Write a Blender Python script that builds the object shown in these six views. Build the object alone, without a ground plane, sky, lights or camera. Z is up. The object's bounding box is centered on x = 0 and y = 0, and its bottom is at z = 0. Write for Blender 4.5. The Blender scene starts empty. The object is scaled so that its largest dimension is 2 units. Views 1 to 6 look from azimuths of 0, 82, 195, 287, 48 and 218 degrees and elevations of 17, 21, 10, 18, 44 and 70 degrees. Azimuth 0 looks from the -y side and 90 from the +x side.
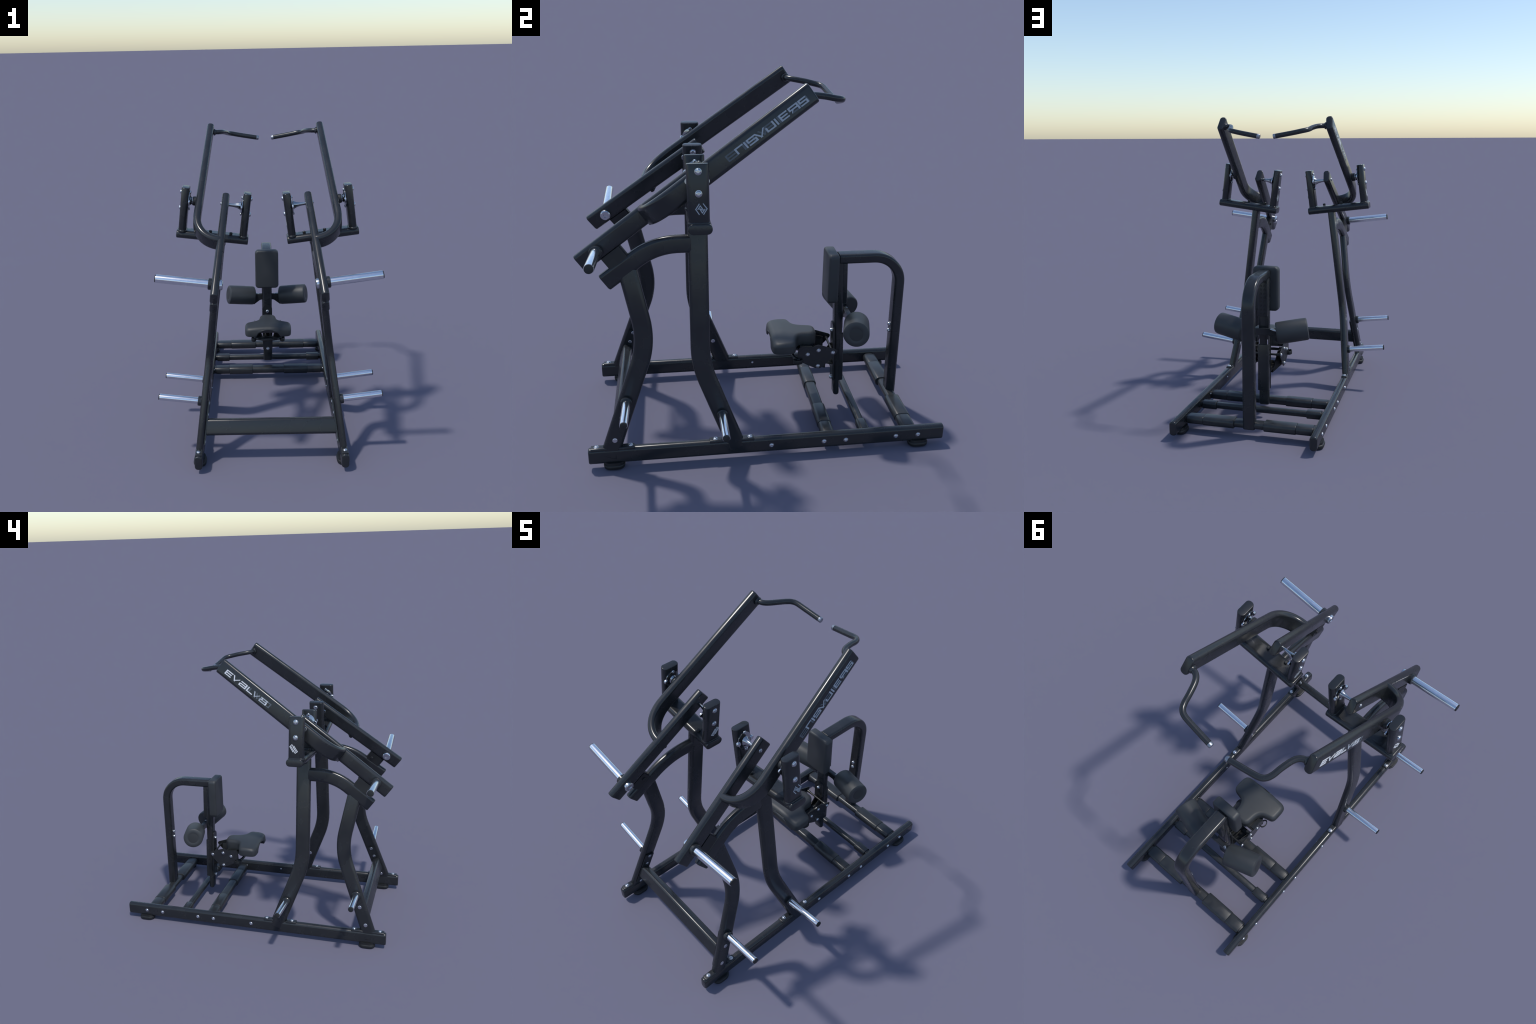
import bpy, bmesh, math
from mathutils import Vector as V, Matrix

# ------------------------------------------------------------------ frame
# Each half of the machine is a flat welded side frame that leans inward.
# Side-frame coordinates: w = outward, y = along the machine, s = up the frame.
LEAN = math.radians(7.2)
N = V((math.cos(LEAN), 0, math.sin(LEAN)))
U = V((-math.sin(LEAN), 0, math.cos(LEAN)))
Y = V((0, 1, 0))
X = V((1, 0, 0))
Z = V((0, 0, 1))
O = V((0.447, 0, 0.1))


def F(w, y, s):
    return O + N * w + Y * y + U * s


# Lever coordinates: l = along the lever, w = outward, h = above its centre line.
TH = math.radians(36.2)
LT = Y * math.cos(TH) + U * math.sin(TH)
LH = Y * -math.sin(TH) + U * math.cos(TH)
L0 = F(0, -0.957, 1.031)


def L(l, w, h=0.0):
    return L0 + LT * l + N * w + LH * h


# -------------------------------------------------------------- materials
def nodes(name):
    m = bpy.data.materials.new(name)
    m.use_nodes = True
    nt = m.node_tree
    return m, nt, nt.nodes['Principled BSDF']


def link(nt, a, b):
    nt.links.new(a, b)


def noise(nt, scale, detail=3.0, rough=0.5):
    tc = nt.nodes.new('ShaderNodeTexCoord')
    n = nt.nodes.new('ShaderNodeTexNoise')
    n.inputs['Scale'].default_value = scale
    n.inputs['Detail'].default_value = detail
    n.inputs['Roughness'].default_value = rough
    link(nt, tc.outputs['Object'], n.inputs['Vector'])
    return n


def ramp(nt, src, stops):
    r = nt.nodes.new('ShaderNodeValToRGB')
    e = r.color_ramp.elements
    while len(e) < len(stops):
        e.new(0.5)
    for el, (p, c) in zip(e, stops):
        el.position = p
        el.color = (*c, 1)
    link(nt, src, r.inputs['Fac'])
    return r


def bump(nt, bsdf, height, strength, dist):
    b = nt.nodes.new('ShaderNodeBump')
    b.inputs['Strength'].default_value = strength
    b.inputs['Distance'].default_value = dist
    link(nt, height, b.inputs['Height'])
    link(nt, b.outputs['Normal'], bsdf.inputs['Normal'])


def paint_material(name, dark, light, rough, scale=14.0, peel=0.08):
    m, nt, b = nodes(name)
    n = noise(nt, scale, 4)
    r = ramp(nt, n.outputs['Fac'], [(0.3, dark), (0.7, light)])
    link(nt, r.outputs['Color'], b.inputs['Base Color'])
    rr = ramp(nt, n.outputs['Fac'], [(0.3, (rough - 0.04,) * 3), (0.7, (rough + 0.06,) * 3)])
    link(nt, rr.outputs['Color'], b.inputs['Roughness'])
    p = noise(nt, 160.0, 2)
    bump(nt, b, p.outputs['Fac'], peel, 0.002)
    return m


def pad_material(name, dark, light, rough):
    """upholstery vinyl with a fine diagonal rib"""
    m, nt, b = nodes(name)
    n = noise(nt, 9.0, 3)
    tc = nt.nodes.new('ShaderNodeTexCoord')
    w = nt.nodes.new('ShaderNodeTexWave')
    w.bands_direction = 'DIAGONAL'
    w.inputs['Scale'].default_value = 72.0
    w.inputs['Distortion'].default_value = 0.6
    w.inputs['Detail'].default_value = 1.0
    link(nt, tc.outputs['Object'], w.inputs['Vector'])
    mix = nt.nodes.new('ShaderNodeMix')
    mix.data_type = 'FLOAT'
    mix.inputs[0].default_value = 0.25
    link(nt, n.outputs['Fac'], mix.inputs[2])
    link(nt, w.outputs['Fac'], mix.inputs[3])
    r = ramp(nt, mix.outputs[0], [(0.25, dark), (0.75, light)])
    link(nt, r.outputs['Color'], b.inputs['Base Color'])
    b.inputs['Roughness'].default_value = rough
    bump(nt, b, w.outputs['Fac'], 0.10, 0.001)
    return m


def chrome_material(name, tint, rough):
    m, nt, b = nodes(name)
    n = noise(nt, 30.0, 3)
    r = ramp(nt, n.outputs['Fac'], [(0.3, tuple(c * 0.92 for c in tint)), (0.7, tint)])
    link(nt, r.outputs['Color'], b.inputs['Base Color'])
    b.inputs['Metallic'].default_value = 1.0
    b.inputs['Roughness'].default_value = rough
    return m


def print_material(name, col):
    m, nt, b = nodes(name)
    n = noise(nt, 60.0, 2)
    r = ramp(nt, n.outputs['Fac'], [(0.3, tuple(c * 0.9 for c in col)), (0.7, col)])
    link(nt, r.outputs['Color'], b.inputs['Base Color'])
    b.inputs['Roughness'].default_value = 0.4
    return m


PAINT = paint_material('black_gloss_paint', (0.0175, 0.0195, 0.022), (0.0215, 0.0235, 0.026), 0.25, 9.0, 0.012)
SLEEVE = paint_material('black_sleeve', (0.0175, 0.0195, 0.022), (0.026, 0.028, 0.029), 0.33, 26.0, 0.02)
RUBBER = paint_material('black_rubber', (0.010, 0.011, 0.012), (0.016, 0.017, 0.018), 0.45)
PAD = pad_material('dark_vinyl', (0.026, 0.0295, 0.0325), (0.038, 0.0415, 0.0445), 0.5)
PADCAP = paint_material('dark_roller_cap', (0.020, 0.022, 0.024), (0.026, 0.028, 0.030), 0.5)
CHROME = chrome_material('chrome', (0.80, 0.82, 0.86), 0.2)
BOLTM = chrome_material('zinc_bolt', (0.60, 0.62, 0.66), 0.24)
TIP_GREY = chrome_material('dull_grey_tip', (0.36, 0.38, 0.42), 0.42)
DARKCHROME = chrome_material('dark_chrome', (0.42, 0.44, 0.47), 0.16)
WHITE = print_material('white_print', (0.72, 0.74, 0.78))
SILVER = print_material('silver_print', (0.42, 0.46, 0.51))
FADED = print_material('faded_print', (0.10, 0.12, 0.14))

# --------------------------------------------------------------- builders
ROOT = bpy.data.objects.new('pulldown_machine', None)
bpy.context.scene.collection.objects.link(ROOT)
ROOT['label'] = 'black plate-loaded pulldown gym machine with chrome weight pegs'
ROOT['category'] = 'gym machine'


def mirror_geo(g):
    vs, fs = g
    return [V((-v.x, v.y, v.z)) for v in vs], [tuple(reversed(f)) for f in fs]


def obj(name, g, mat, parent=None, smooth=35):
    vs, fs = g
    c = sum(vs, V()) / len(vs)
    me = bpy.data.meshes.new(name)
    me.from_pydata([v - c for v in vs], [], fs)
    bm = bmesh.new()
    bm.from_mesh(me)
    bmesh.ops.recalc_face_normals(bm, faces=bm.faces)
    bm.to_mesh(me)
    bm.free()
    me.materials.append(mat)
    me.shade_smooth()
    me.set_sharp_from_angle(angle=math.radians(smooth))
    o = bpy.data.objects.new(name, me)
    bpy.context.scene.collection.objects.link(o)
    attach(o, parent or ROOT, c)
    return o


WORLD = {}


def attach(o, parent, where, rot=None):
    """parent without a parent inverse: local offset = world offset"""
    o.parent = parent
    o.location = where - WORLD.get(parent.name, V())
    if rot is not None:
        o.rotation_mode = 'QUATERNION'
        o.rotation_quaternion = rot
    WORLD[o.name] = where.copy()


def both(name, g, mat, parents=None, smooth=35):
    a = obj(name, g, mat, parents[0] if parents else None, smooth)
    b = obj(name, mirror_geo(g), mat, parents[1] if parents else None, smooth)
    return a, b


def join(*gs):
    vs, fs = [], []
    for v, f in gs:
        k = len(vs)
        vs += v
        fs += [tuple(i + k for i in q) for q in f]
    return vs, fs


def section(wa, wb, r, n=6):
    """rounded rectangle, wa along the first axis, wb along the second"""
    r = min(r, wa / 2 - 1e-5, wb / 2 - 1e-5)
    pts = []
    for q, (sa, sb) in enumerate([(1, 1), (-1, 1), (-1, -1), (1, -1)]):
        for i in range(n + 1):
            t = math.pi / 2 * (q + i / n)
            pts.append((sa * (wa / 2 - r) + r * math.cos(t), sb * (wb / 2 - r) + r * math.sin(t)))
    return pts


def fillet(pts, radii, steps=9):
    """polyline with its inner corners rounded to the given radii"""
    out = [pts[0]]
    for i in range(1, len(pts) - 1):
        a, p, b = pts[i - 1], pts[i], pts[i + 1]
        u, v = (a - p).normalized(), (b - p).normalized()
        half = u.angle(v) / 2
        r = radii[i - 1]
        t = min(r / math.tan(half), (a - p).length * 0.95, (b - p).length * 0.95)
        r = t * math.tan(half)
        c = p + (u + v).normalized() * (r / math.sin(half))
        s, e = p + u * t - c, p + v * t - c
        ang = s.angle(e)
        for k in range(steps + 1):
            f = k / steps
            out.append(c + (s * math.sin((1 - f) * ang) + e * math.sin(f * ang)) / math.sin(ang))
    out.append(pts[-1])
    return out


def sweep(path, A, wa, wb, r, cap=0.006, n=6, crown=0.0):
    """tube with a rounded-rectangle section; wa lies along the fixed axis A"""
    m = len(path)
    d0, d1 = (path[1] - path[0]).normalized(), (path[-1] - path[-2]).normalized()
    rings = []

    def ring(p, t, inset):
        B = t.cross(A).normalized()
        sec = section(wa - 2 * inset, wb - 2 * inset, max(r - inset, 0.001), n)
        if crown:  # split the flat sides so that they can bulge
            full = []
            for i, p0 in enumerate(sec):
                p1 = sec[(i + 1) % len(sec)]
                full.append(p0)
                if abs(p0[0] - p1[0]) > 0.3 * wa:
                    full += [(p0[0] + (p1[0] - p0[0]) * f / 6, p0[1] + (p1[1] - p0[1]) * f / 6) for f in range(1, 6)]
            sec = full
        rings.append([p + A * a + B * (b * (1 + crown * (1 - (2 * a / wa) ** 2))) for a, b in sec])
    k = 3
    for i in range(k + 1):
        t = math.pi / 2 * i / k
        ring(path[0] + d0 * cap * (1 - math.cos(t)), d0, cap * (1 - math.sin(t)))
    for i in range(1, m - 1):
        ring(path[i], ((path[i] - path[i - 1]).normalized() + (path[i + 1] - path[i]).normalized()).normalized(), 0)
    for i in range(k + 1):
        t = math.pi / 2 * (1 - i / k)
        ring(path[-1] - d1 * cap * (1 - math.cos(t)), d1, cap * (1 - math.sin(t)))
    return skin(rings)


def skin(rings, caps=True):
    q = len(rings[0])
    vs = [v for rg in rings for v in rg]
    fs = []
    for j in range(len(rings) - 1):
        for i in range(q):
            a, b = j * q + i, j * q + (i + 1) % q
            fs.append((a, b, b + q, a + q))
    if caps:
        fs.append(tuple(range(q - 1, -1, -1)))
        fs.append(tuple(range((len(rings) - 1) * q, len(rings) * q)))
    return vs, fs


def lathe(org, axis, prof, n=32, ref=None, k=1.0):
    """surface of revolution; prof = [(distance along axis, radius)], k squashes across ref"""
    axis = axis.normalized()
    ref = ref or (Y if abs(axis.dot(Y)) < 0.9 else X)
    a = (ref - axis * ref.dot(axis)).normalized()
    b = axis.cross(a)
    rings = []
    for d, r in prof:
        r = max(r, 1e-4)
        rings.append([org + axis * d + a * (r * math.cos(2 * math.pi * i / n)) + b * (k * r * math.sin(2 * math.pi * i / n)) for i in range(n)])
    return skin(rings)


def rod(path, rad, n=16, dome=True):
    """round bar along a path"""
    rings = []
    m = len(path)
    ref = None
    for i in range(m):
        t = (path[min(i + 1, m - 1)] - path[max(i - 1, 0)]).normalized()
        ref = ref or (Z if abs(t.z) < 0.9 else Y)
        a = (ref - t * ref.dot(t)).normalized()
        b = t.cross(a)
        ref = a
        def rg(p, r):
            rings.append([p + (a * math.cos(2 * math.pi * j / n) + b * math.sin(2 * math.pi * j / n)) * r for j in range(n)])
        e = rad * 0.25
        if i == 0:
            rg(path[0], rad - e)
            rg(path[0] + t * e, rad)
        elif i == m - 1:
            rg(path[-1] - t * e, rad)
            rg(path[-1], rad - e)
        else:
            rg(path[i], rad)
    return skin(rings)


def prism(poly, a, b, org, normal, thick, bev=0.0015):
    """plate: polygon in the (a, b) plane at org, thickened along normal, edges chamfered"""
    me = bmesh.new()
    lo = [me.verts.new(org + a * p + b * q) for p, q in poly]
    hi = [me.verts.new(org + a * p + b * q + normal * thick) for p, q in poly]
    n = len(poly)
    me.faces.new(lo[::-1])
    me.faces.new(hi)
    for i in range(n):
        me.faces.new((lo[i], lo[(i + 1) % n], hi[(i + 1) % n], hi[i]))
    bmesh.ops.recalc_face_normals(me, faces=me.faces)
    if bev:
        bmesh.ops.bevel(me, geom=list(me.edges), offset=bev, segments=2, affect='EDGES', clamp_overlap=True)
    me.verts.index_update()
    vs = [v.co.copy() for v in me.verts]
    fs = [tuple(v.index for v in f.verts) for f in me.faces]
    me.free()
    return vs, fs


def box(c, a, b, n, sa, sb, sn, bev=0.003):
    return prism([(-sa / 2, -sb / 2), (sa / 2, -sb / 2), (sa / 2, sb / 2), (-sa / 2, sb / 2)], a, b, c - n * sn / 2, n, sn, bev)


def bez(p):
    """smooth curve through control points"""
    out = []
    for i in range(len(p) - 1):
        p0, p1, p2, p3 = p[max(i - 1, 0)], p[i], p[i + 1], p[min(i + 2, len(p) - 1)]
        for k in range(6):
            t = k / 6
            out.append(0.5 * ((2 * p1) + (p2 - p0) * t + (2 * p0 - 5 * p1 + 4 * p2 - p3) * t * t + (3 * p1 - p0 - 3 * p2 + p3) * t ** 3))
    out.append(p[-1])
    return out


# shared bolt mesh: washer, domed head, recessed socket (unit radius, +Z out)
def bolt_mesh():
    prof = [(-0.3, 0.5), (0.0, 1.0), (0.12, 1.0), (0.14, 0.86), (0.34, 0.84), (0.52, 0.70), (0.60, 0.50), (0.60, 0.36), (0.38, 0.34), (0.38, 0.01)]
    vs, fs = lathe(V(), Z, prof, 18)
    me = bpy.data.meshes.new('bolt')
    me.from_pydata(vs, [], fs)
    me.materials.append(BOLTM)
    me.shade_smooth()
    me.set_sharp_from_angle(angle=math.radians(40))
    return me


BOLT = bolt_mesh()


def bolt(p, axis, r, parent, flat=1.0):
    o = bpy.data.objects.new('bolt', BOLT)
    bpy.context.scene.collection.objects.link(o)
    attach(o, parent, p, V((0, 0, 1)).rotation_difference(axis.normalized()))
    o.scale = (r, r, r * flat)
    return o


def MX(v):
    return V((-v.x, v.y, v.z))


def bolts(p, axis, r, parents, flat=1.0):
    bolt(p, axis, r, parents[0], flat)
    bolt(MX(p), MX(axis), r, parents[1], flat)


# ================================================================== BASE
RX, RZ0, RZ1 = 0.447, 0.029, 0.121
rails = both('base_rail', sweep([V((RX, -0.980, 0.075)), V((RX, 0.980, 0.075))], X, 0.047, RZ1 - RZ0, 0.0205, 0.008, 8), PAINT)
for y in (-0.002, 0.291, 0.414, 0.701, 0.829):
    bolts(V((RX + 0.0225, y, 0.076)), X, 0.0135, rails)
for y in (-0.002, 0.301, 0.36):
    bolts(V((RX - 0.0225, y, 0.08)), -X, 0.008, rails)


def foot_pad(y):
    prof = [(0.0, -0.008), (0.004, -0.002), (0.012, 0.0), (0.020, 0.0), (0.024, -0.002), (0.026, -0.006), (0.040, -0.007)]
    return skin([[V((RX + a, y + b, z)) for a, b in section(0.080 + 2 * d, 0.114 + 2 * d, 0.038 + d, 8)] for z, d in prof])


for y in (-0.848, 0.838):
    both('rail_foot', foot_pad(y), RUBBER)

# cross bars: a tube through two-step sleeves, necked where it meets the rail
def cross_bar(y, z, inner, sleeves):
    o = obj('cross_bar', sweep([V((-0.43, y, z)), V((0.43, y, z))], Y, inner[0], inner[1] / 1.12, inner[2], 0.003, 6, 0.16), SLEEVE)
    for x0, x1, d, h, r in sleeves:
        g = sweep([V((x0, y, z)), V((x1, y, z))], Y, d, h / 1.12, r, 0.004, 6, 0.16)
        obj('bar_sleeve', g, SLEEVE, o)
        obj('bar_sleeve', mirror_geo(g), SLEEVE, o)
    return o


cross_bar(0.792, 0.077, (0.066, 0.046, 0.017), [(0.098, 0.304, 0.092, 0.058, 0.020), (0.303, 0.412, 0.087, 0.053, 0.019)])
cross_bar(0.537, 0.075, (0.044, 0.040, 0.013), [(0.312, 0.410, 0.061, 0.052, 0.015)])
cross_bar(0.328, 0.067, (0.066, 0.051, 0.016), [(0.122, 0.304, 0.079, 0.060, 0.019), (0.303, 0.410, 0.075, 0.055, 0.018)])

# ============================================================ SIDE FRAMES
TK = 0.047
front_path = fillet([F(0, -0.861 - 0.03 * 0.355, -0.03), F(0, -0.647, 0.603), F(0, -0.733, 1.02)], [0.46], 12)
front_legs = both('front_upright', sweep(front_path, N, TK - 0.003, 0.097, 0.021, 0.004, 8), PAINT)
rear_path = fillet([F(0, -0.2 + 0.03 * 0.3755, -0.03), F(0, -0.375, 0.466), F(0, -0.371, 1.225)], [0.55], 12)
rear_legs = both('rear_upright', sweep(rear_path, N, TK, 0.101, 0.021, 0.004, 8), PAINT)
brace_path = fillet([F(0, -0.842, 0.929), F(0, -0.588, 1.114), F(0, -0.395, 1.116)], [0.36], 12)
braces = both('curved_brace', sweep(brace_path, N, TK - 0.0015, 0.094, 0.021, 0.007, 8), PAINT)

for y0, y1, legs in ((-0.966, -0.880, front_legs), (-0.820, -0.737, front_legs), (-0.338, -0.262, rear_legs), (-0.185, -0.098, rear_legs)):
    both('foot_tab', sweep([V((RX, y0, 0.1185)), V((RX, y1, 0.1185))], X, 0.040, 0.018, 0.007, 0.003), PAINT, legs)
for y, legs in ((-0.936, front_legs), (-0.758, front_legs), (-0.306, rear_legs), (-0.118, rear_legs)):
    bolts(V((RX, y, 0.1270)), Z, 0.0135, legs)
for s in (0.069, 0.197):
    bolts(F(TK / 2 - 0.0018, -0.861 + 0.355 * s, s), N, 0.0135, front_legs, 0.25)
bolts(F(-TK / 2, -0.262, 0.172), -N, 0.0135, rear_legs, 0.3)

# front beam with its mounting plates
leg_dir = (F(0, -0.647, 0.603) - F(0, -0.861, 0.0)).normalized()
face_dir = V((0, leg_dir.y, leg_dir.z)).normalized()
bc = V((0, -0.816, 0.2305))
beam = obj('front_beam', sweep([bc - X * 0.402, bc + X * 0.402], face_dir, 0.101, 0.055, 0.017, 0.003), PAINT)
pc = F(-TK / 2 - 0.004, -0.861 + 0.355 * 0.16, 0.16)
leg_cross = leg_dir.cross(N).normalized()
plates = both('beam_plate', box(pc, leg_dir, leg_cross, N, 0.27, 0.066, 0.008, 0.003), PAINT, front_legs)
for s in (0.045, 0.205, 0.272):
    bolts(F(-TK / 2 - 0.008, -0.861 + 0.355 * s, s), -N, 0.0125, front_legs, 0.4)


def peg(name, y, s, w0, w1, rad, parents, collar):
    p = F(0, y, s)
    g = lathe(p, N, [(0, rad), (w1 - 0.008, rad), (w1 - 0.004, rad - 0.001), (w1 - 0.004, rad * 0.6)], 36)
    a = both(name, g, CHROME, parents)
    both('peg_cap', lathe(p, N, [(w1 - 0.012, rad - 0.003), (w1 - 0.004, rad - 0.0025), (w1 + 0.001, rad - 0.003), (w1 + 0.002, rad - 0.006), (w1 + 0.002, 0.001)], 36), RUBBER, parents)
    both('peg_collar', lathe(p, N, [(0, collar), (w0 - 0.004, collar), (w0, collar - 0.004), (w0, rad * 0.8)], 36), PAINT, parents)
    return a


peg('plate_peg', -0.766, 0.284, 0.042, 0.285, 0.0205, front_legs, 0.031)
peg('plate_peg', -0.268, 0.182, 0.040, 0.294, 0.0205, rear_legs, 0.029)

# ================================================================= YOKES
YS = 1.2435
yokes = both('pivot_yoke', sweep([F(-0.168, -0.368, YS), F(0.288, -0.368, YS)], Y, 0.113, 0.051, 0.024, 0.006, 8), PAINT)
both('yoke_collar', lathe(F(0, -0.371, 1.19), U, [(0, 0.046), (0.006, 0.05), (0.026, 0.05), (0.03, 0.048)], 32, Y, 0.55), PAINT, yokes)
both('yoke_plate', box(F(0.055, -0.368, YS + 0.0235), N, Y, U, 0.30, 0.066, 0.006, 0.002), PAINT, yokes)
for w in (-0.055, 0.075):
    bolt_g = lathe(F(w, -0.395, YS + 0.028), U, [(0, 0.010), (0.012, 0.010), (0.015, 0.007), (0.015, 0.001)], 16)
    both('yoke_stud', bolt_g, RUBBER, yokes)

PS0, PS1, PYC = 1.262, 1.545, -0.374
PIV_Y, PIV_S = -0.375, 1.459


def logo(w, side, parent_pair):
    """small slanted double-square emblem on the post face"""
    out = []
    cen = F(w, -0.361, 1.336)

    def bar(p, q, t, k):
        d = V((q[0] - p[0], q[1] - p[1], 0)).normalized() * (t / 2)
        nx, ny = -d.y, d.x
        poly = [(p[0] - d.x + nx, p[1] - d.y + ny), (p[0] - d.x - nx, p[1] - d.y - ny), (q[0] + d.x - nx, q[1] + d.y - ny), (q[0] + d.x + nx, q[1] + d.y + ny)]
        return prism(poly, Y, U, cen, N * side, 0.0008 + 0.0001 * k, 0)
    px = [((195, 910), (140, 965)), ((140, 965), (228, 1100)), ((172, 962), (252, 1085)), ((200, 915), (282, 1050)), ((250, 945), (345, 1088)),
          ((345, 1088), (285, 1132)), ((285, 1132), (225, 1040)), ((228, 975), (305, 1085))]
    strokes = [tuple((-(a - 243) * 0.00025, -(b - 1020) * 0.00025) for a, b in st) for st in px]
    gs = [bar(p, q, 0.0042, i) for i, (p, q) in enumerate(strokes)]
    g = join(*gs)
    # the other half of the machine carries a symmetric diamond version of the mark
    dia = [((-0.026, 0.001), (-0.010, 0.025)), ((-0.026, 0.001), (-0.011, -0.022)), ((0.026, 0.003), (0.009, 0.026)), ((0.026, 0.003), (0.010, -0.022)),
           ((-0.016, 0.001), (-0.005, 0.017)), ((-0.005, 0.017), (0.010, -0.004)), ((0.016, 0.001), (0.004, -0.016)), ((0.004, -0.016), (-0.008, 0.003)),
           ((-0.003, 0.003), (0.003, -0.003))]
    obj('post_emblem', join(*[bar(p, q, 0.0042, i) for i, (p, q) in enumerate(dia)]), SILVER, parent_pair[0])
    obj('post_emblem', mirror_geo(g), WHITE, parent_pair[1])


# pivot posts with chrome bearing flanges
for wc, out in ((0.253, 1), (-0.134, -1)):
    g = sweep([F(wc, PYC, PS0), F(wc, PYC, PS1)], N, 0.049, 0.104, 0.022, 0.005, 8)
    posts = both('pivot_post', g, PAINT, smooth=30)
    # weld foot round the base of the post
    both('post_foot', sweep([F(wc, PYC, PS0 - 0.004), F(wc, PYC, PS0 + 0.014)], N, 0.055, 0.110, 0.025, 0.006), PAINT, posts)
    face = wc + out * 0.0245
    for s in (1.510, 1.409):
        bolts(F(face, -0.372, s), N * out, 0.0165, posts)
    logo(face, out, posts)
    inn = wc - out * 0.0245
    for s in (1.512, 1.406):
        bolts(F(inn - out * 0.004, -0.372, s), N * -out, 0.0115, posts)
    gap = 0.090 if out < 0 else 0.046
    r1 = 0.0105 if out < 0 else 0.024
    prof = [(0, 0.056), (0.004, 0.056), (0.007, 0.048), (0.010, 0.030), (0.02, 0.022), (0.034, 0.016 if out < 0 else 0.024), (gap * 0.65, r1 * 1.1), (gap, r1)]
    both('pivot_flange', lathe(F(inn, PIV_Y, PIV_S), N * -out, prof, 36, U, 0.80), DARKCHROME, posts)
    for dy in (-0.044, 0.044):
        both('flange_lug', lathe(F(inn, PIV_Y + dy, PIV_S), N * -out, [(0, 0.014), (0.008, 0.014), (0.012, 0.010), (0.012, 0.001)], 18), BOLTM, posts)
    if out > 0:
        both('pivot_hub', lathe(F(inn - 0.024, PIV_Y, PIV_S), -N, [(0, 0.027), (0.012, 0.030), (0.03, 0.026)], 28), RUBBER, posts)

# ================================================================ LEVERS
LD = 0.097
levers = both('lever', sweep([L(0, 0), L(0.40, 0), L(0.782, 0)], N, TK - 0.001, LD, 0.0205, 0.007, 8), PAINT)
bolts(F(0.0228, -0.377, 1.461), N, 0.012, levers)
lev_s = 1.031 + (0.957 - 0.872) * math.tan(TH)
peg('plate_peg', -0.872, lev_s, 0.043, 0.349, 0.0245, levers, 0.034)
both('peg_nut', lathe(F(-0.02, -0.872, lev_s), -N, [(0, 0.030), (0.008, 0.031), (0.018, 0.029), (0.022, 0.024), (0.022, 0.012), (0.018, 0.010), (0.018, 0.001)], 24), BOLTM, levers)
# rubber stop between lever and brace
both('rubber_stop', box(L(0.157, 0, -0.082), LT, LH, N, 0.116, 0.085, 0.040, 0.006), RUBBER, levers)
both('stop_bolt', lathe(L(0.18, -0.018, -0.085), -N, [(0, 0.011), (0.006, 0.011), (0.009, 0.007), (0.009, 0.001)], 16), RUBBER, levers)

# handle arm: leaves the lever sideways, turns a quarter circle and runs on parallel to it
AH = -0.004
arc = [L(0.600 - 0.186 * math.cos(t) ** 0.90, 0.1615 * math.sin(t) ** 0.90, AH) for t in [math.pi / 2 * i / 14 for i in range(15)]]
arm_path = [L(0.414, -0.005, AH)] + arc[1:] + [L(1.400, 0.1605, AH)]
# axis fixed along LH
arms = both('handle_arm', sweep(arm_path, LH, 0.106, TK - 0.001, 0.0205, 0.008, 8), PAINT)
both('arm_stop', lathe(L(0.405, 0.0, -0.044), -LH, [(0, 0.014), (0.012, 0.014), (0.016, 0.010), (0.016, 0.001)], 18), RUBBER, arms)

hp = bez([V((0.372, 0.160, 1.937)), V((0.345, 0.163, 1.937)), V((0.318, 0.175, 1.936)), V((0.297, 0.205, 1.933)), V((0.280, 0.262, 1.924)),
          V((0.270, 0.308, 1.914)), V((0.255, 0.337, 1.908)), V((0.228, 0.353, 1.902)), V((0.170, 0.361, 1.890)), V((0.060, 0.372, 1.870))])
grips = both('handle', rod(hp, 0.0160, 18), PAINT, arms)
gd = (hp[-1] - hp[-2]).normalized()
both('pale_handle_tip', lathe(hp[-1] - gd * 0.002, gd, [(0, 0.0160), (0.013, 0.0162), (0.017, 0.014), (0.017, 0.001)], 22), TIP_GREY, arms)
both('handle_collar', lathe(V((0.352, 0.162, 1.937)), V((-0.95, 0.12, 0)), [(0, 0.024), (0.006, 0.023), (0.012, 0.018)], 24), PAINT, arms)

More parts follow.
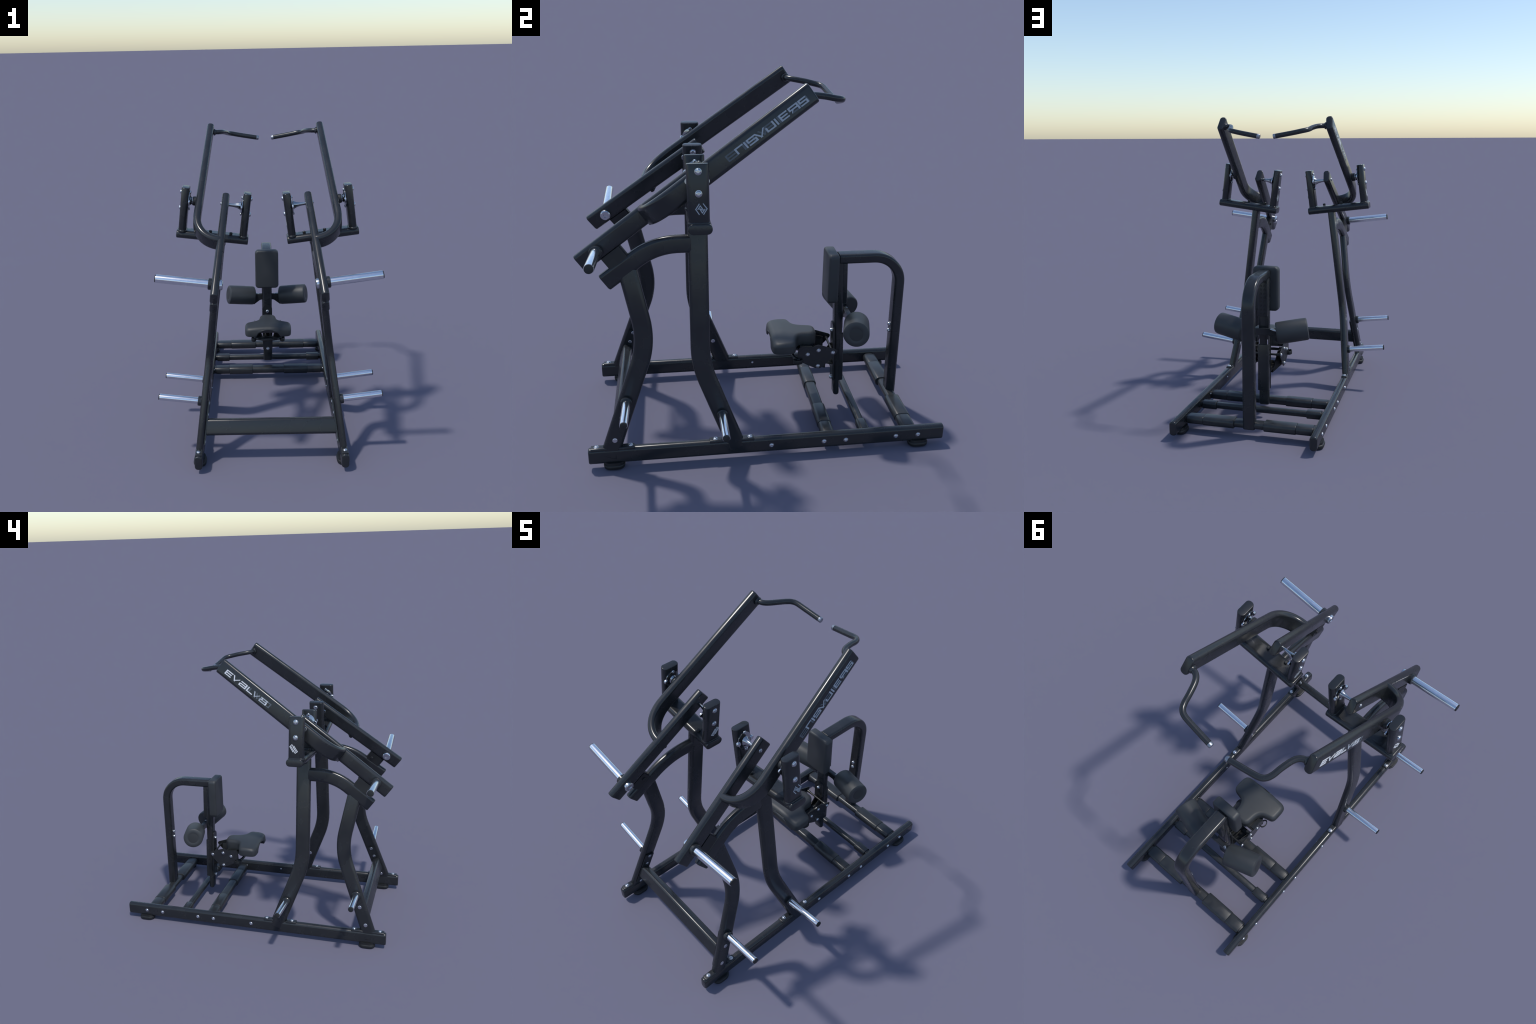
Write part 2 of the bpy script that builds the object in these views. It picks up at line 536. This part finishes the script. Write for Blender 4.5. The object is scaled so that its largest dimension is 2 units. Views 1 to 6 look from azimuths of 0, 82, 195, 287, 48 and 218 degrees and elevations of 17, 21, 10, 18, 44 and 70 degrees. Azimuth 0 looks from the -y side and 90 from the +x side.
# ---------------------------------------------------------- arm lettering
GLYPH = {
    'E': [((0, 0), (0, 1)), ((0, 1), (1, 1)), ((0.12, 0.5), (0.9, 0.5)), ((0, 0), (0.95, 0))],
    'V': [((0, 1), (0.42, 0)), ((0.42, 0), (1.0, 1))],
    'O': [((0, 0.08), (0, 0.92)), ((0, 1), (1, 1)), ((1, 0.92), (1, 0.08)), ((0, 0), (1, 0))],
    '8': [((0, 0), (0, 0.42)), ((0.05, 1), (1, 1)), ((1, 0.92), (1, 0.08)), ((0, 0), (1, 0)), ((0.15, 0.5), (0.95, 0.5))],
    'L': [((0, 0), (0, 1)), ((0, 0), (1, 0))],
    'I': [((0, 0), (0, 1))],
    'D': [((0, 1), (1, 1)), ((0, 0.1), (0, 0.95))],
    'S': [((0, 1), (1, 1)), ((0, 0.5), (0, 1)), ((0, 0.5), (1, 0.5)), ((1, 0), (1, 0.5)), ((0, 0), (1, 0))],
    'Z': [((0, 1), (1, 1)), ((1, 0.5), (1, 1)), ((0, 0.5), (1, 0.5)), ((0, 0), (0, 0.5)), ((0, 0), (1, 0))],
    'R': [((1, 0), (1, 1)), ((0, 1), (1, 1)), ((0, 0.5), (0, 1)), ((0, 0.5), (1, 0.5)), ((0.45, 0.5), (0, 0))],
    'U': [((0, 0), (0, 0.6)), ((0, 0), (1, 0)), ((1, 0), (1, 1))],
    ']': [((0, 1), (1, 1)), ((1, 0), (1, 1)), ((0.3, 0), (1, 0))],
    'J': [((1, 0), (1, 1)), ((0, 0), (1, 0))],
}


def word(letters, right, slant, stroke, hgt, mat_default):
    """letters: (glyph, start, width, material). right=+1 reads toward +l."""
    by = {}
    for idx, (g, u0, wd, mat) in enumerate(letters):
        for j, (p, q) in enumerate(GLYPH[g]):
            P = [(u0 + wd * a + slant * b * hgt, (b - 0.5) * hgt) for a, b in (p, q)]
            d = V((P[1][0] - P[0][0], P[1][1] - P[0][1], 0)).normalized() * (stroke / 2)
            if abs(d.x) > abs(d.y):
                poly = [(P[0][0] - abs(d.x), P[0][1] - stroke / 2), (P[1][0] + abs(d.x), P[1][1] - stroke / 2), (P[1][0] + abs(d.x), P[1][1] + stroke / 2), (P[0][0] - abs(d.x), P[0][1] + stroke / 2)]
            else:
                t = stroke * 0.66
                e = 0.12 * hgt
                k = (P[1][0] - P[0][0]) / (P[1][1] - P[0][1])
                sg = 1 if P[1][1] > P[0][1] else -1
                poly = [(P[0][0] - t - sg * e * k, P[0][1] - sg * e), (P[0][0] + t - sg * e * k, P[0][1] - sg * e), (P[1][0] + t + sg * e * k, P[1][1] + sg * e), (P[1][0] - t + sg * e * k, P[1][1] + sg * e)]
            off = 0.0006 + 0.00005 * j + 0.00025 * (mat == 'w') + 0.0004 * (mat == 's') + 0.00001 * idx
            by.setdefault(mat, []).append(prism(poly, LT * right, LH, L(0, 0.1615 + (TK - 0.001) / 2 - 0.0007, 0.0), N, 0.0007 + off, 0))
    return {k: join(*v) for k, v in by.items()}


def lettering(letters, right, start, side, mats, parent, h0=-0.008):
    lets = [(g, u, w, m) for g, u, w, m in letters]
    for mk, g in word(lets, right, 0.12 if right < 0 else -0.1, 0.0068, 0.0275, None).items():
        vs, fs = g
        vs = [v + LT * start + LH * h0 for v in vs]
        g = (vs, fs)
        obj('arm_lettering', g if side > 0 else mirror_geo(g), mats[mk], parent)


lettering([('E', 0.004, 0.046, 'w'), ('V', 0.064, 0.046, 'w'), ('8', 0.124, 0.048, 'w'), ('I', 0.182, 0.01, 'f'), ('L', 0.189, 0.042, 'w'), ('I', 0.204, 0.01, 'f'),
           ('V', 0.238, 0.042, 's'), ('V', 0.258, 0.042, 'f'), ('Z', 0.296, 0.044, 's'), ('S', 0.306, 0.040, 'w'), (']', 0.322, 0.052, 'f')],
          -1, 1.343, -1, {'w': WHITE, 's': SILVER, 'f': FADED}, arms[1])
lettering([('E', 0.004, 0.048, 'f'), ('D', 0.058, 0.040, 's'), ('I', 0.098, 0.01, 'f'), ('I', 0.110, 0.01, 's'), ('R', 0.118, 0.04, 'f'), ('S', 0.126, 0.042, 's'), ('V', 0.172, 0.048, 's'), ('V', 0.194, 0.040, 'f'),
           ('E', 0.226, 0.04, 'f'), ('U', 0.230, 0.042, 's'), ('I', 0.288, 0.01, 's'), ('I', 0.302, 0.01, 'f'), ('E', 0.312, 0.040, 's'), ('R', 0.366, 0.045, 's'), ('J', 0.374, 0.045, 'f'), ('S', 0.424, 0.036, 's'), (']', 0.432, 0.032, 'f')],
          1, 0.893, 1, {'s': SILVER, 'f': FADED}, arms[0])

# ======================================================== SEAT / BACK UNIT
loop = fillet([V((0, 0.802, 0.052)), V((0, 0.802, 0.9765)), V((0, 0.435, 0.9765))], [0.158], 14)
loop_post = obj('rear_post', sweep(loop, X, 0.080, 0.058, 0.016, 0.006, 7), PAINT)
for z in (0.537, 0.495):
    bolt(V((0, 0.773, z)), -Y, 0.0135, loop_post, 1.5)

CT = -0.035  # the column leans slightly forward


def col(y, z, x=0.0):
    return V((x, y + CT * (z - 0.66), z))


column = obj('seat_column', join(sweep([col(0.449, 0.19), col(0.449, 0.985)], X, 0.073, 0.052, 0.018, 0.008, 7), sweep([col(0.441, 0.083), col(0.441, 0.25)], X, 0.070, 0.035, 0.016, 0.012, 7)), PAINT)
up = (col(0, 1) - col(0, 0)).normalized()
across = up.cross(X).normalized()
obj('column_sleeve', sweep([col(0.481, 0.700), col(0.481, 0.950)], X, 0.066, 0.030, 0.006, 0.003), PAINT, column)
holes = []
for i in range(9):
    z = 0.72 + i * 0.0265
    for x in (-0.012, 0.012):
        holes.append(lathe(col(0.4955, z, x), Y, [(0, 0.0075), (0.0022, 0.0068), (0.0022, 0.0045), (-0.004, 0.0042), (-0.004, 0.0005)], 12))
h = obj('adjustment_hole', join(*holes), BOLTM if False else RUBBER, column)
h['kind'] = 'stuff'
obj('column_box', sweep([col(0.4625, 0.190), col(0.4625, 0.505)], X, 0.076, 0.032, 0.009, 0.003, 2), PAINT, column, 20)
obj('column_ring', sweep([col(0.458, 0.503), col(0.458, 0.545)], X, 0.068, 0.032, 0.012, 0.004), CHROME, column)
pl = [(-0.037, 0.19), (0.037, 0.19), (0.037, 0.54), (0.028, 0.562), (0.012, 0.572), (-0.012, 0.572), (-0.028, 0.562), (-0.037, 0.54)]
obj('column_plate', prism([(x, z) for x, z in pl], X, up, V((0, 0.446 - 0.0315 + 0.66 * -CT, 0)), Y, 0.011, 0.002), PAINT, column)
bolt(V((0, 0.4195, 0.516)), -Y, 0.0135, column, 1.4)
bolt(V((0, 0.4308, 0.195)), -Y, 0.0135, column, 1.4)


def pillow(c, a, b, n, sa, sb, sn, corner, edge, k=5):
    """upholstered slab with rounded outline and rounded rims"""
    rings = []
    for sgn in (-1, 1):
        seq = range(k + 1) if sgn < 0 else range(k, -1, -1)
        for i in seq:
            t = math.pi / 2 * i / k
            ins = edge * (1 - math.sin(t))
            hh = sn / 2 - edge + edge * math.cos(t)
            rings.append([c + a * p + b * q + n * (sgn * hh) for p, q in section(sa - 2 * ins, sb - 2 * ins, max(corner - ins, 0.003), 6)])
    return skin(rings)


obj('back_pad', pillow(V((0, 0.396, 0.872)), X, Z, Y, 0.176, 0.298, 0.060, 0.026, 0.014), PAD)

# ankle rollers on a gusseted bracket behind the column
ra, rb = V((0.106, 0.538, 0.606)), V((0.304, 0.482, 0.637))
rd = (rb - ra).normalized()
rl = (rb - ra).length
bracket_poly = [(-0.122, 0.552), (-0.105, 0.542), (-0.052, 0.583), (0.052, 0.583), (0.105, 0.542), (0.122, 0.552), (0.118, 0.64), (0.07, 0.628), (-0.07, 0.628), (-0.118, 0.64)]
bracket = obj('roller_bracket', prism(bracket_poly, X, Z, V((0, 0.498, 0)), Y, 0.030, 0.004), PAINT)
rollers = both('foam_roller', lathe(ra, rd, [(0, 0.040), (0.000, 0.066), (0.003, 0.070), (0.010, 0.0725), (rl * 0.5, 0.0735), (rl - 0.016, 0.0730), (rl - 0.006, 0.0710), (rl - 0.001, 0.063), (rl, 0.040), (rl - 0.001, 0.038), (rl - 0.001, 0.001)], 44), PAD)
both('roller_cap', lathe(ra + rd * (rl - 0.004), rd, [(0, 0.037), (0.0034, 0.037), (0.0038, 0.034), (0.0040, 0.001)], 32), PADCAP, rollers)
both('roller_axle', rod([V((0.06, 0.515, 0.625)), V((0.085, 0.525, 0.622)), ra + rd * 0.02 + Z * 0.008], 0.009, 14), DARKCHROME, (bracket, bracket))

# saddle seat: wide wings in front, narrow nose toward the column
half = [(0.0, 0.053), (0.05, 0.052), (0.10, 0.051), (0.140, 0.054), (0.160, 0.066), (0.1685, 0.090), (0.1695, 0.135), (0.166, 0.160), (0.152, 0.176), (0.124, 0.184),
        (0.095, 0.193), (0.076, 0.209), (0.066, 0.234), (0.0625, 0.262), (0.058, 0.290), (0.044, 0.309), (0.022, 0.317), (0.0, 0.318)]


def smooth_outline(pts):
    full = [V((x, y, 0)) for x, y in pts] + [V((-x, y, 0)) for x, y in pts[-2:0:-1]]
    n = len(full)
    out = []
    for i in range(n):
        p0, p1, p2, p3 = full[i - 1], full[i], full[(i + 1) % n], full[(i + 2) % n]
        for k in range(4):
            t = k / 4
            out.append(0.5 * ((2 * p1) + (p2 - p0) * t + (2 * p0 - 5 * p1 + 4 * p2 - p3) * t * t + (3 * p1 - p0 - 3 * p2 + p3) * t ** 3))
    return out


def sstep(a, b, t):
    t = min(max((t - a) / (b - a), 0), 1)
    return t * t * (3 - 2 * t)


def seat_top(x, y):
    z = 0.5375 - 0.42 * x * x
    z += -0.003 * sstep(0.20, 0.30, y) - 0.006 * sstep(0.12, 0.05, y)
    return z


def seat_bottom(x, y):
    arch = max(0.0, 1 - (x / 0.088) ** 2) ** 0.5 * 0.045 * sstep(0.125, 0.06, y)
    return 0.459 + arch - 0.012 * sstep(0.2, 0.3, y)


def saddle():
    outl = smooth_outline(half)
    n = len(outl)
    nor = []
    for i in range(n):
        t = outl[(i + 1) % n] - outl[i - 1]
        nor.append(V((t.y, -t.x, 0)).normalized())
    area = sum(outl[i].x * outl[(i + 1) % n].y - outl[(i + 1) % n].x * outl[i].y for i in range(n))
    sg = 1 if area > 0 else -1
    rings = []
    re, rb = 0.024, 0.010
    core = V((0, 0.17, 0))

    def ring(ins, zf, lean=0.0):
        rg = []
        for p, m in zip(outl, nor):
            q = p - m * (sg * ins)
            rg.append(V((q.x, q.y - lean * sstep(0.16, 0.06, q.y), zf(q.x, q.y))))
        rings.append(rg)
    for i in range(5):
        t = math.pi / 2 * i / 4
        ring(rb * (1 - math.sin(t)), lambda x, y, t=t: seat_bottom(x, y) + rb * (1 - math.cos(t)), 0.010)
    for i in range(9):
        t = math.pi / 2 * i / 8
        ring(re * (1 - math.cos(t)), lambda x, y, t=t: seat_top(x, y) - re * 0.9 * (1 - math.sin(t)), 0.006 * (1 - i / 8))
    vs, fs = skin(rings, caps=False)
    # close top and bottom with rows across the width (outline is mirror symmetric)
    M = 10
    for base, ztop in ((0, False), ((len(rings) - 1) * n, True)):
        rows = [[base] * (M + 1)]
        for i in range(1, n // 2):
            a, b = base + i, base + n - i
            row = [a]
            for k in range(1, M):
                p = vs[a].lerp(vs[b], k / M)
                z = seat_top(p.x, p.y) if ztop else seat_bottom(p.x, p.y)
                vs.append(V((p.x, p.y, z)))
                row.append(len(vs) - 1)
            rows.append(row + [b])
        rows.append([base + n // 2] * (M + 1))
        for r0, r1 in zip(rows, rows[1:]):
            for k in range(M):
                q = list(dict.fromkeys((r0[k], r0[k + 1], r1[k + 1], r1[k])))
                if len(q) >= 3:
                    fs.append(tuple(q))
    return vs, fs


seat = obj('saddle_seat', saddle(), PAD, None, 60)

# tilting carriage under the seat
side_poly = [(0.200, 0.440), (0.206, 0.462), (0.224, 0.470), (0.287, 0.460), (0.300, 0.470), (0.318, 0.475), (0.350, 0.466), (0.425, 0.440), (0.436, 0.430), (0.432, 0.417),
             (0.395, 0.377), (0.350, 0.328), (0.334, 0.319), (0.308, 0.322), (0.259, 0.346), (0.205, 0.378), (0.198, 0.400)]
cheeks = both('carriage_plate', prism(side_poly, Y, Z, V((0.097, 0, 0)), X, 0.006, 0.0015), PAINT)
for y, z in ((0.258, 0.417), (0.322, 0.440), (0.408, 0.420), (0.321, 0.337)):
    bolts(V((0.103, y, z)), X, 0.0125, cheeks)
    both('spacer', lathe(V((0.097, y, z)), -X, [(0, 0.009), (0.030, 0.009), (0.030, 0.001)], 14), PAINT, cheeks)
obj('seat_tray', prism([(0.19, 0.455), (0.285, 0.452), (0.300, 0.462), (0.300, 0.448), (0.285, 0.440), (0.19, 0.443)], Y, Z, V((-0.097, 0, 0)), X, 0.194, 0.002), PAINT, seat)
both('hinge_link', prism([(0.300, 0.345), (0.318, 0.322), (0.345, 0.322), (0.432, 0.345), (0.436, 0.410), (0.42, 0.422), (0.38, 0.37)], Y, Z, V((0.014, 0, 0)), X, 0.008, 0.002), RUBBER, (column, column))
obj('carriage_axle', rod([V((-0.1, 0.408, 0.420)), V((0.1, 0.408, 0.420))], 0.007, 14), RUBBER, column)
obj('carriage_axle', rod([V((-0.1, 0.321, 0.337)), V((0.1, 0.321, 0.337))], 0.007, 14), RUBBER, column)
# dark funnel-shaped trough that drops from the carriage to the column
def slab(a, b, c, d, t):
    n = (b - a).cross(d - a).normalized() * t
    vs = [a, b, c, d, a + n, b + n, c + n, d + n]
    return vs, [(3, 2, 1, 0), (4, 5, 6, 7), (0, 1, 5, 4), (1, 2, 6, 5), (2, 3, 7, 6), (3, 0, 4, 7)]


both('trough_wall', slab(V((0.096, 0.312, 0.446)), V((0.076, 0.385, 0.436)), V((0.036, 0.380, 0.284)), V((0.096, 0.300, 0.332)), 0.005), RUBBER, (column, column), 20)
obj('trough_floor', slab(V((-0.097, 0.292, 0.334)), V((0.097, 0.292, 0.334)), V((0.036, 0.380, 0.282)), V((-0.036, 0.380, 0.282)), 0.006), RUBBER, column, 20)
obj('carriage_web', slab(V((-0.060, 0.300, 0.338)), V((0.060, 0.300, 0.338)), V((0.034, 0.432, 0.300)), V((-0.034, 0.432, 0.300)), 0.005), RUBBER, column, 20)
both('cheek_flange', slab(V((0.100, 0.212, 0.466)), V((0.100, 0.286, 0.458)), V((0.072, 0.286, 0.456)), V((0.072, 0.212, 0.462)), 0.004), PAINT, cheeks, 20)
# release bar in front of the carriage and its end loops
rel = bez([V((0.098, 0.215, 0.386)), V((0.088, 0.196, 0.383)), V((0.055, 0.182, 0.384)), V((0.0, 0.178, 0.386)), V((-0.055, 0.182, 0.384)), V((-0.088, 0.196, 0.383)), V((-0.098, 0.215, 0.386))])
obj('release_bar', rod(rel, 0.010, 12), PAINT)
lp = [V((0.108 + 0.016 * math.cos(t), 0.200 + 0.026 * math.sin(t), 0.378)) for t in [2 * math.pi * i / 24 for i in range(24)]]


def torus(path, hh, tt):
    n = len(path)
    c = sum(path, V()) / n
    rings = []
    for p in path:
        d = (p - c).normalized()
        rings.append([p + d * a + Z * b for a, b in section(tt, hh, 0.002, 2)])
    rings.append(rings[0])
    vs, fs = skin(rings, caps=False)
    return vs, fs


both('release_loop', torus(lp, 0.026, 0.005), RUBBER)

bpy.context.view_layer.update()
